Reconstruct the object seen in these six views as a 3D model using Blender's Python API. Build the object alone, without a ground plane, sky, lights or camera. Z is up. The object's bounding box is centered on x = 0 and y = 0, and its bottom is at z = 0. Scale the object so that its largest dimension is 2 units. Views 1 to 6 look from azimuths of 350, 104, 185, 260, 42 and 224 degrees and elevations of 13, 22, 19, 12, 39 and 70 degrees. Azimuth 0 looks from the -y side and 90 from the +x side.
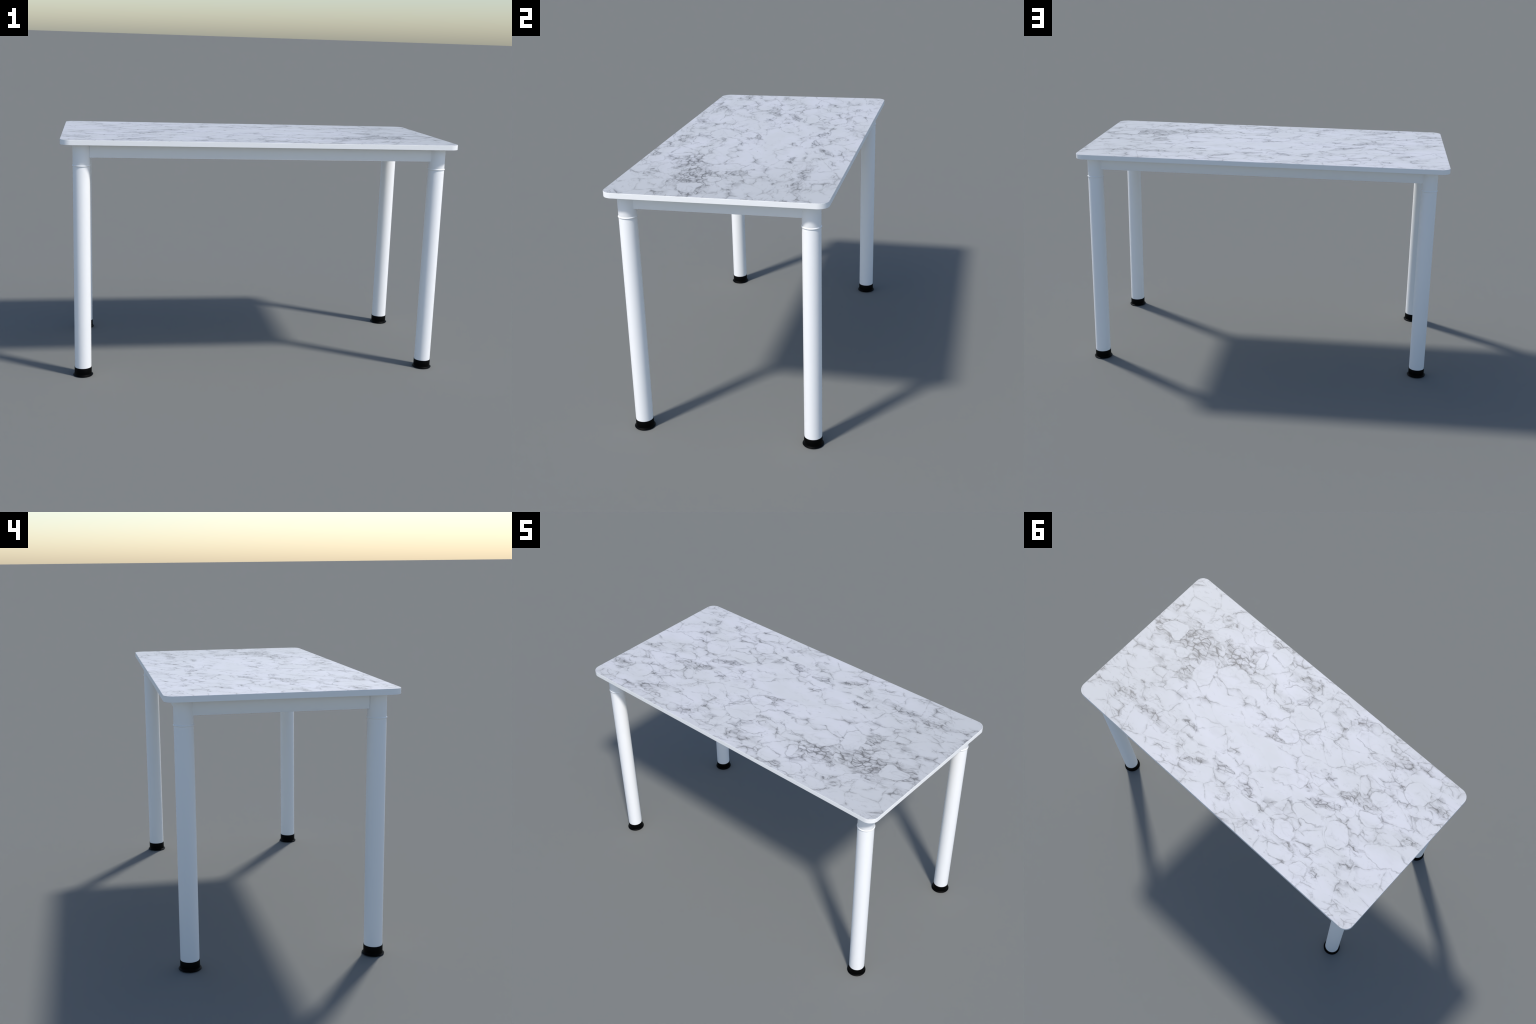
"""Rectangular work table: marble-patterned laminate top with white edge,
white steel frame (four round legs, rectangular-tube aprons), black feet."""
import bpy, bmesh, math
from mathutils import Vector

# ------------------------------------------------------------------ sizes (m)
HALF_X, HALF_Y = 1.0, 0.5        # half length, half width of the top
TOP_Z = 1.2075                   # upper surface of the marble
TOP_T = 0.0255                   # thickness of the top
CORNER_R = 0.050                 # rounded corners in plan
LEG_X0, LEG_X1 = -0.900, 0.9087  # leg axes (the frame sits a little off centre)
LEG_Y = 0.4143
LEG_R = 0.0419                   # leg tube radius
RING_Z = 1.0755                  # bead where the leg screws into the frame
RAIL_D, RAIL_H = 0.0418, 0.0665  # apron tube: depth, height
UNDER_Z = TOP_Z - TOP_T
FOOT_H = 0.042

for o in list(bpy.data.objects):
    bpy.data.objects.remove(o)
coll = bpy.context.scene.collection


# ------------------------------------------------------------------ node kit
class Kit:
    """Small helper for writing node trees as expressions."""
    def __init__(self, mat):
        self.t = mat.node_tree
        self.n = self.t.nodes
        self.l = self.t.links

    def put(self, sock, v):
        if isinstance(v, bpy.types.NodeSocket):
            self.l.new(v, sock)
        else:
            sock.default_value = v

    def math(self, op, a, b=None, c=None, clamp=False):
        n = self.n.new('ShaderNodeMath'); n.operation = op; n.use_clamp = clamp
        for i, v in enumerate((a, b, c)):
            if v is not None:
                self.put(n.inputs[i], v)
        return n.outputs[0]

    def vmath(self, op, a, b=None, scale=None):
        n = self.n.new('ShaderNodeVectorMath'); n.operation = op
        self.put(n.inputs[0], a)
        if b is not None:
            self.put(n.inputs[1], b)
        if scale is not None:
            self.put(n.inputs['Scale'], scale)
        return n.outputs['Value' if op == 'LENGTH' else 'Vector']

    def ramp(self, v, a, b, lo=0.0, hi=1.0):
        """smooth step from a..b to lo..hi"""
        n = self.n.new('ShaderNodeMapRange'); n.interpolation_type = 'SMOOTHSTEP'
        self.put(n.inputs[0], v)
        for i, x in enumerate((a, b, lo, hi)):
            self.put(n.inputs[i + 1], x)
        return n.outputs[0]

    def mapping(self, vec, loc=(0, 0, 0), rot=0.0, scale=(1, 1, 1), kind='POINT'):
        n = self.n.new('ShaderNodeMapping'); n.vector_type = kind
        self.put(n.inputs['Vector'], vec)
        n.inputs['Location'].default_value = loc
        n.inputs['Rotation'].default_value = (0, 0, rot)
        n.inputs['Scale'].default_value = scale
        return n.outputs[0]

    def noise(self, vec, scale, detail=3.0, rough=0.5, lac=2.0, dist=0.0, colour=False):
        n = self.n.new('ShaderNodeTexNoise')
        self.put(n.inputs['Vector'], vec)
        n.inputs['Scale'].default_value = scale
        n.inputs['Detail'].default_value = detail
        n.inputs['Roughness'].default_value = rough
        n.inputs['Lacunarity'].default_value = lac
        n.inputs['Distortion'].default_value = dist
        return n.outputs['Color' if colour else 'Fac']

    def voronoi_edge(self, vec, scale, rnd=1.0):
        n = self.n.new('ShaderNodeTexVoronoi'); n.feature = 'DISTANCE_TO_EDGE'
        n.voronoi_dimensions = '2D'
        self.put(n.inputs['Vector'], vec)
        n.inputs['Scale'].default_value = scale
        n.inputs['Randomness'].default_value = rnd
        return n.outputs['Distance']

    def voronoi_centre(self, vec, scale):
        n = self.n.new('ShaderNodeTexVoronoi'); n.feature = 'F1'
        n.voronoi_dimensions = '2D'
        self.put(n.inputs['Vector'], vec)
        n.inputs['Scale'].default_value = scale
        return n.outputs['Distance']

    def mix(self, f, a, b):
        n = self.n.new('ShaderNodeMix'); n.data_type = 'RGBA'
        self.put(n.inputs['Factor'], f)
        self.put(n.inputs[6], a); self.put(n.inputs[7], b)
        return n.outputs[2]


def new_material(name, rough=0.5, colour=(0.8, 0.8, 0.8), spec=0.5):
    m = bpy.data.materials.new(name)
    m.use_nodes = True
    b = m.node_tree.nodes['Principled BSDF']
    b.inputs['Roughness'].default_value = rough
    b.inputs['Specular IOR Level'].default_value = spec
    b.inputs['Base Color'].default_value = (*colour, 1)
    return m, b, Kit(m)


def painted_metal(name, colour, rough, spec=0.5):
    """powder coat: one colour with a barely visible fine orange-peel grain"""
    m, b, k = new_material(name, rough, colour, spec)
    tc = k.n.new('ShaderNodeTexCoord').outputs['Object']
    f = k.noise(tc, 160.0, 2.0)
    lo = tuple(c * 0.985 for c in colour)
    k.put(b.inputs['Base Color'], k.mix(f, (*lo, 1), (*colour, 1)))
    bump = k.n.new('ShaderNodeBump')
    bump.inputs['Strength'].default_value = 0.03
    bump.inputs['Distance'].default_value = 0.001
    k.put(bump.inputs['Height'], f)
    k.put(b.inputs['Normal'], bump.outputs[0])
    return m


# ------------------------------------------------------------------ marble
# Pale rounded fragments (clasts) that stand clear of the veins:
# centre x, y, half length, half width, turn in degrees
CLASTS = [
    (0.861, -0.143, 0.071, 0.053, 1),
    (0.714, -0.31, 0.078, 0.034, 57),
    (0.554, -0.052, 0.092, 0.062, -60),
    (0.411, -0.154, 0.101, 0.07, 11),
    (0.614, -0.446, 0.059, 0.046, 19),
    (0.365, -0.323, 0.048, 0.028, -59),
    (0.079, -0.318, 0.063, 0.032, 14),
    (-0.058, -0.233, 0.102, 0.069, 19),
    (-0.434, -0.389, 0.114, 0.048, 1),
    (-0.789, -0.309, 0.079, 0.063, 15),
    (-0.576, 0.02, 0.041, 0.03, 27),
    (-0.623, 0.151, 0.071, 0.064, -72),
    (-0.39, 0.312, 0.067, 0.05, 4),
    (-0.889, 0.069, 0.125, 0.055, 17),
    (-0.218, 0.078, 0.112, 0.048, 21),
    (-0.939, -0.206, 0.078, 0.04, 22),
    (0.747, -0.059, 0.039, 0.036, 24),
    (-0.662, -0.165, 0.062, 0.038, 33),
    (0.101, -0.149, 0.083, 0.038, 29),
    (-0.111, -0.384, 0.067, 0.035, 55),
    (0.452, -0.436, 0.065, 0.052, -1),
    (0.628, 0.108, 0.063, 0.038, 32),
    (-0.046, -0.098, 0.074, 0.042, 14),
    (-0.432, 0.168, 0.104, 0.037, 6),
    (0.265, -0.157, 0.113, 0.039, -2),
    (-0.695, -0.039, 0.07, 0.038, 11),
    (-0.458, 0.423, 0.064, 0.044, 16),
    (-0.59, 0.426, 0.05, 0.041, 21),
    (0.293, -0.427, 0.064, 0.049, -4),
]
# Crowded, darker zones of the vein network: same, and how strong
CROWDS = [
    (0.709, -0.167, 0.119, 0.085, -11, 1.3),
    (0.653, -0.012, 0.135, 0.034, -50, 1.15),
    (0.929, -0.123, 0.092, 0.043, -11, 1.2),
    (0.494, -0.241, 0.127, 0.066, 10, 1.2),
    (0.376, -0.455, 0.047, 0.023, -7, 1.0),
    (0.642, 0.322, 0.129, 0.035, -4, 0.85),
    (0.394, 0.22, 0.071, 0.019, -4, 0.95),
    (0.062, 0.286, 0.074, 0.035, 5, 1.0),
    (0.017, -0.296, 0.055, 0.032, 8, 0.75),
    (-0.46, 0.065, 0.123, 0.03, 22, 1.05),
    (-0.6, -0.089, 0.103, 0.033, 27, 0.75),
    (-0.378, -0.075, 0.048, 0.022, -10, 0.85),
    (-0.931, -0.08, 0.05, 0.021, 6, 0.95),
    (-0.673, 0.396, 0.041, 0.02, -9, 0.95),
    (0.875, 0.027, 0.06, 0.045, -9, 0.7),
    (0.74, 0.15, 0.075, 0.03, -44, 0.7),
    (-0.325, -0.444, 0.082, 0.042, -7, 0.65),
    (-0.632, -0.37, 0.092, 0.056, 4, 0.6),
    (-0.093, 0.287, 0.081, 0.032, -4, 0.7),
    (0.237, 0.062, 0.03, 0.014, 20, 0.9),
    (0.118, 0.046, 0.027, 0.011, 10, 0.8),
    (-0.951, -0.312, 0.076, 0.027, 11, 0.75),
    (-0.652, -0.267, 0.078, 0.049, -2, 0.6),
    (-0.008, -0.219, 0.122, 0.02, 13, 0.6),
    (0.866, 0.348, 0.115, 0.033, 6, 0.6),
    (0.666, -0.44, 0.084, 0.025, 60, 0.7),
    (0.214, 0.355, 0.08, 0.022, 27, 0.75),
    (-0.693, 0.018, 0.052, 0.021, -20, 0.6),
    (-0.756, 0.263, 0.052, 0.05, -68, 0.6),
    (-0.743, 0.133, 0.202, 0.013, 17, 0.6),
    (0.112, -0.39, 0.126, 0.029, 5, 0.6),
    (-0.891, 0.433, 0.074, 0.018, 2, 0.6),
]
# Broad quiet patches with hardly any veins
QUIET = [(0.307, 0.032, 0.209, 0.112, 4), (-0.027, 0.074, 0.257, 0.096, 5), (-0.898, 0.061, 0.163, 0.079, 17),
         (0.803, 0.126, 0.103, 0.083, -11), (-0.469, 0.152, 0.156, 0.066, 3)]
VEIN_TURN = math.radians(11)     # drift of the veins against the long edge


def marble():
    m, b, k = new_material('marble_laminate', 0.5)
    p0 = k.n.new('ShaderNodeTexCoord').outputs['Object']
    p0 = k.vmath('MULTIPLY', p0, (1, 1, 0))

    def warp(p, scale, amount, detail=2.0, shift=0.0):
        c = k.noise(k.vmath('ADD', p, (shift, shift * 1.7, shift * .3)), scale, detail, colour=True)
        c = k.vmath('SUBTRACT', c, (0.5, 0.5, 0.5))
        c = k.vmath('SCALE', c, scale=amount)
        return k.vmath('MULTIPLY', k.vmath('ADD', p, c), (1, 1, 0))

    soft = warp(p0, 5.0, 0.07, 2.0)
    p = warp(soft, 17.0, 0.030, 2.5, 3.1)
    fine = warp(p, 80.0, 0.0085, 4.5, 7.7)
    # stretched along the drift of the stone
    q = k.mapping(fine, rot=-VEIN_TURN)
    q = k.vmath('MULTIPLY', q, (0.62, 1.0, 0.0))
    q0 = k.mapping(soft, rot=-VEIN_TURN)
    q0 = k.vmath('MULTIPLY', q0, (0.5, 1.0, 0.0))

    # clasts: normalised elliptic distance, smallest over all
    inside = None
    for (x, y, a, w, deg) in CLASTS:
        d = k.vmath('LENGTH', k.mapping(p, (x, y, 0), math.radians(deg), (a, w, 1), 'TEXTURE'))
        s = k.math('MULTIPLY', k.math('SUBTRACT', d, 1.0), min(a, w))   # metres, roughly
        inside = s if inside is None else k.math('MINIMUM', inside, s)
    lump = k.math('SUBTRACT', k.noise(k.vmath('ADD', p, (2.2, 9.1, 0)), 21.0, 2.0, 0.45), 0.5)
    inside = k.math('ADD', inside, k.math('MULTIPLY', lump, 0.045))
    clear = k.ramp(inside, -0.008, 0.004)             # 0 within clasts
    near = k.ramp(inside, 0.0, 0.03, 0.22, 0.0)       # busier matrix around them

    crowd = None
    for (x, y, a, w, deg, s) in CROWDS:
        d = k.vmath('LENGTH', k.mapping(p, (x, y, 0), math.radians(deg), (a, w, 1), 'TEXTURE'))
        f = k.ramp(d, 0.2, 1.5, s, 0.0)
        crowd = f if crowd is None else k.math('MAXIMUM', crowd, f)

    patchy = k.noise(q0, 8.0, 3.0, 0.55)              # large uneven strength
    patch2 = k.noise(k.vmath('ADD', q, (5.3, 1.1, 0)), 22.0, 3.0, 0.6)
    act = k.math('ADD', k.math('ADD', crowd, near), k.ramp(patchy, 0.36, 0.64, 0.05, 0.70))


    def zone(ellipses):
        out = None
        for (x, y, a, w, deg) in ellipses:
            d = k.vmath('LENGTH', k.mapping(p, (x, y, 0), math.radians(deg), (a, w, 1), 'TEXTURE'))
            f = k.ramp(d, 0.35, 1.25, 1.0, 0.0)
            out = f if out is None else k.math('MAXIMUM', out, f)
        return out

    act = k.math('SUBTRACT', act, k.math('MULTIPLY', zone(QUIET), 0.55))
    size = k.math('ADD', act, k.math('MULTIPLY', k.math('SUBTRACT', patch2, 0.5), 0.5))

    def fragments(scale, width, shift, near_lo, near_hi, far_lo, far_hi, strength):
        """one grade of rubble: thin joints, dark pockets where joints meet;
        shown only where the local grade of the stone lies in its band"""
        v = k.vmath('ADD', q, (shift, shift * 2, 0))
        e = k.math('DIVIDE', k.voronoi_edge(v, scale), scale)          # metres
        f = k.voronoi_centre(v, scale)
        wdt = k.math('MULTIPLY', k.ramp(patch2, 0.32, 0.70, 0.55, 2.2), width)
        line = k.math('SUBTRACT', 1.0, k.math('DIVIDE', e, wdt), clamp=True)
        halo = k.math('SUBTRACT', 1.0, k.math('DIVIDE', e, k.math('MULTIPLY', wdt, 4.0)), clamp=True)
        pocket = k.math('MULTIPLY', k.ramp(f, 0.52, 0.80), k.ramp(patch2, 0.44, 0.60))
        out = k.math('ADD', k.math('MULTIPLY', k.math('POWER', line, 1.2), 0.50), k.math('MULTIPLY', k.math('POWER', halo, 1.5), 0.22))
        out = k.math('MULTIPLY', out, k.ramp(patch2, 0.33, 0.60, 0.10, 1.0))
        out = k.math('ADD', out, k.math('MULTIPLY', pocket, 0.42))
        band = k.ramp(size, near_lo, near_hi)
        out = k.math('MULTIPLY', out, k.ramp(crowd, 0.3, 1.3, 0.95, 1.7))
        if far_lo is not None:
            band = k.math('MULTIPLY', band, k.ramp(size, far_lo, far_hi, 1.0, 0.0))
        return k.math('MULTIPLY', out, k.math('MULTIPLY', band, strength))

    v1 = fragments(9.0, 0.0017, 0.0, -0.3, 0.30, 0.48, 0.68, 0.95)
    v2 = fragments(19.0, 0.0017, 1.3, 0.32, 0.52, 0.80, 1.0, 1.0)
    v3 = fragments(38.0, 0.0018, 2.9, 0.64, 0.92, None, None, 1.0)
    net = k.math('MAXIMUM', k.math('MAXIMUM', v1, v2), v3)

    # wispy threads: a contour of streaky noise
    wisp = k.math('ABSOLUTE', k.math('SUBTRACT', k.noise(k.vmath('MULTIPLY', q, (0.7, 1.0, 1)), 9.0, 7.0, 0.62), 0.5))
    wisp = k.math('MULTIPLY', k.ramp(wisp, 0.0, 0.014, 0.55, 0.0), k.ramp(patch2, 0.42, 0.62))
    net = k.math('MAXIMUM', net, k.math('MULTIPLY', wisp, k.ramp(act, 0.0, 0.7, 0.25, 1.0)))
    net = k.math('MULTIPLY', net, k.ramp(clear, 0.0, 1.0, 0.22, 1.0))
    rim = k.ramp(k.math('ABSOLUTE', inside), 0.0, 0.005, 0.62, 0.0)
    net = k.math('MAXIMUM', net, k.math('MULTIPLY', rim, k.ramp(patch2, 0.38, 0.60, 0.1, 1.0)))

    # smoky fill between the fragments, streaked along the drift
    smoke = k.noise(k.vmath('MULTIPLY', q, (0.8, 1.5, 1)), 30.0, 6.0, 0.70)
    fill = k.math('MULTIPLY', k.ramp(smoke, 0.42, 0.72), k.ramp(act, 0.45, 1.25))
    pock = k.ramp(k.noise(k.vmath('MULTIPLY', q, (1, 1.2, 1)), 17.0, 5.0, 0.6), 0.62, 0.74)
    pock = k.math('MULTIPLY', pock, k.ramp(smoke, 0.3, 0.6))
    rest = k.math('ADD', k.math('MULTIPLY', fill, 0.75), k.math('MULTIPLY', pock, 0.5))
    haze = k.math('MULTIPLY', k.ramp(act, 0.2, 1.2), k.ramp(k.noise(q0, 14.0, 4.0, 0.6), 0.35, 0.65))
    rest = k.math('ADD', rest, k.math('MULTIPLY', haze, 0.22))
    rest = k.math('MULTIPLY', rest, clear)
    dark = k.math('MINIMUM', k.math('ADD', net, rest), 1.0)

    cloud = k.noise(q0, 6.0, 4.0, 0.55)
    ground = k.mix(k.ramp(cloud, 0.35, 0.65), (*MARBLE_A, 1), (*MARBLE_B, 1))
    # the stone turns greyer and more neutral towards one end
    sep = k.n.new('ShaderNodeSeparateXYZ'); k.put(sep.inputs[0], soft)
    grey_end = k.math('MULTIPLY', k.ramp(sep.outputs[0], 0.15, 0.95), 0.8)
    ground = k.mix(grey_end, ground, (0.520, 0.528, 0.535, 1))
    tone = k.mix(k.ramp(patchy, 0.4, 0.6), (0.150, 0.151, 0.165, 1), (0.150, 0.148, 0.148, 1))
    tone = k.mix(k.math('MULTIPLY', grey_end, 0.8), tone, (0.142, 0.138, 0.134, 1))
    k.put(b.inputs['Base Color'], k.mix(k.math('MULTIPLY', dark, 0.9), ground, tone))
    return m


MARBLE_A = (0.585, 0.590, 0.603)
MARBLE_B = (0.628, 0.628, 0.662)
mat_marble = marble()
mat_edge = painted_metal('white_edge_band', (0.985, 0.985, 0.985), 0.5)
mat_white = painted_metal('white_powder_coat', (0.97, 0.97, 0.975), 0.5)
mat_black = painted_metal('black_rubber', (0.0003, 0.0003, 0.0003), 0.5, 0.07)


# ------------------------------------------------------------------ geometry
def link(name, mesh, parent=None):
    o = bpy.data.objects.new(name, mesh)
    coll.objects.link(o)
    o.parent = parent
    return o


def finish(bm, name, mat, angle=35):
    bmesh.ops.recalc_face_normals(bm, faces=bm.faces)
    me = bpy.data.meshes.new(name)
    bm.to_mesh(me); bm.free()
    me.materials.append(mat)
    me.shade_smooth()
    me.set_sharp_from_angle(angle=math.radians(angle))
    return me


def rounded_outline(hx, hy, r, seg=16):
    pts = []
    for cx, cy, a0 in ((hx - r, hy - r, 0), (-hx + r, hy - r, 90), (-hx + r, -hy + r, 180), (hx - r, -hy + r, 270)):
        for i in range(seg + 1):
            a = math.radians(a0 + 90 * i / seg)
            pts.append((cx + r * math.cos(a), cy + r * math.sin(a)))
    return pts


def slab(name, hx, hy, r, z0, z1, mat, chamfer=0.001):
    """rounded rectangular plate lofted through slightly chamfered rings"""
    bm = bmesh.new()
    rings = []
    for z, ins in ((z0, chamfer), (z0 + chamfer, 0), (z1 - chamfer, 0), (z1, chamfer)):
        rings.append([bm.verts.new((x, y, z)) for x, y in rounded_outline(hx - ins, hy - ins, r - ins)])
    n = len(rings[0])
    for a, b in zip(rings, rings[1:]):
        for i in range(n):
            bm.faces.new((a[i], a[(i + 1) % n], b[(i + 1) % n], b[i]))
    bm.faces.new(rings[0][::-1]); bm.faces.new(rings[-1])
    return finish(bm, name, mat)


def lathe(name, profile, mat, seg=64, angle=35):
    """turn a (radius, z) profile round the z axis; radius 0 closes the ends"""
    bm = bmesh.new()
    rings = []
    for r, z in profile:
        if r == 0:
            rings.append([bm.verts.new((0, 0, z))])
        else:
            rings.append([bm.verts.new((r * math.cos(2 * math.pi * i / seg), r * math.sin(2 * math.pi * i / seg), z)) for i in range(seg)])
    for a, b in zip(rings, rings[1:]):
        for i in range(seg):
            j = (i + 1) % seg
            if len(a) == 1:
                bm.faces.new((a[0], b[j], b[i]))
            elif len(b) == 1:
                bm.faces.new((a[i], a[j], b[0]))
            else:
                bm.faces.new((a[i], a[j], b[j], b[i]))
    return finish(bm, name, mat, angle)


def bar(name, lx, ly, lz, mat, bevel=0.002):
    bm = bmesh.new()
    bmesh.ops.create_cube(bm, size=1.0)
    for v in bm.verts:
        v.co = Vector((v.co.x * lx, v.co.y * ly, v.co.z * lz))
    bmesh.ops.bevel(bm, geom=bm.edges[:], offset=bevel, segments=2, profile=0.5, affect='EDGES')
    return finish(bm, name, mat)


table = bpy.data.objects.new('table', None)
coll.objects.link(table)
table['label'] = 'rectangular white table with marble-pattern top and round legs'
table['category'] = 'table'

# top: white board with edge band, marble laminate let in flush on it
top = link('tabletop', slab('tabletop', HALF_X, HALF_Y, CORNER_R, UNDER_Z, TOP_Z - 0.0004, mat_edge), table)
link('marble_surface', slab('marble_surface', HALF_X - 0.0006, HALF_Y - 0.0006, CORNER_R - 0.0006,
                            TOP_Z - 0.002, TOP_Z, mat_marble, 0.0002), top)

# aprons: rectangular tubes that butt against the leg tubes; at one leg
# a hair of daylight stays open
rail_z = UNDER_Z - RAIL_H / 2 - 0.0002
TOUCH, OPEN = LEG_R - 0.0058, LEG_R - 0.0034
for sy in (-1, 1):
    x0, x1 = LEG_X0 + (OPEN if sy < 0 else TOUCH), LEG_X1 - TOUCH
    o = link('long_apron', bar('long_apron', x1 - x0, RAIL_D, RAIL_H, mat_white), table)
    o.location = ((x0 + x1) / 2, sy * (LEG_Y - 0.0016), rail_z)
for x in (LEG_X0, LEG_X1):
    y0, y1 = -LEG_Y + (OPEN if x < 0 else TOUCH), LEG_Y - TOUCH
    o = link('short_apron', bar('short_apron', RAIL_D, y1 - y0, RAIL_H, mat_white), table)
    o.location = (x, (y0 + y1) / 2, rail_z)

# legs
R = LEG_R
leg_mesh = lathe('leg', [(0, FOOT_H - .006), (R - .004, FOOT_H - .006), (R - .0003, FOOT_H - .004), (R - .0003, RING_Z - .010), (R - .0010, RING_Z - .0055), (R - .0014, RING_Z - .0030), (0, RING_Z - .0030)], mat_white)
collar_mesh = lathe('leg_collar', [(0, RING_Z - .002), (R - .001, RING_Z - .002), (R, RING_Z + .004), (R, UNDER_Z - .0004), (0, UNDER_Z - .0004)], mat_white)
ring_mesh = lathe('collar_ring', [(R - .006, RING_Z - .0036), (R - .0004, RING_Z - .0036), (R + .0014, RING_Z - .0030), (R + .0025, RING_Z - .0014),
                                  (R + .0026, RING_Z + .0004), (R + .0018, RING_Z + .0022), (R + .0006, RING_Z + .0036), (R - .0008, RING_Z + .0044), (R - .006, RING_Z + .0044), (R - .006, RING_Z - .0036)], mat_white, angle=70)
C = R + .0015
foot_mesh = lathe('foot', [(0, 0), (.0492, 0), (.0504, .0008), (.0504, .0020), (.0490, .0032), (.0466, .0042), (.0448, .0056), (C + .0004, .0080),
                           (C, .014), (C, FOOT_H - .0006), (C - .0006, FOOT_H), (R - .002, FOOT_H), (R - .002, FOOT_H - .004), (0, FOOT_H - .004)], mat_black, angle=60)
for leg_x in (LEG_X0, LEG_X1):
    for sy in (-1, 1):
        leg = link('leg', leg_mesh, table); leg.location = (leg_x, sy * LEG_Y, 0)
        link('leg_collar', collar_mesh, leg)
        link('collar_ring', ring_mesh, leg)
        link('foot', foot_mesh, leg)
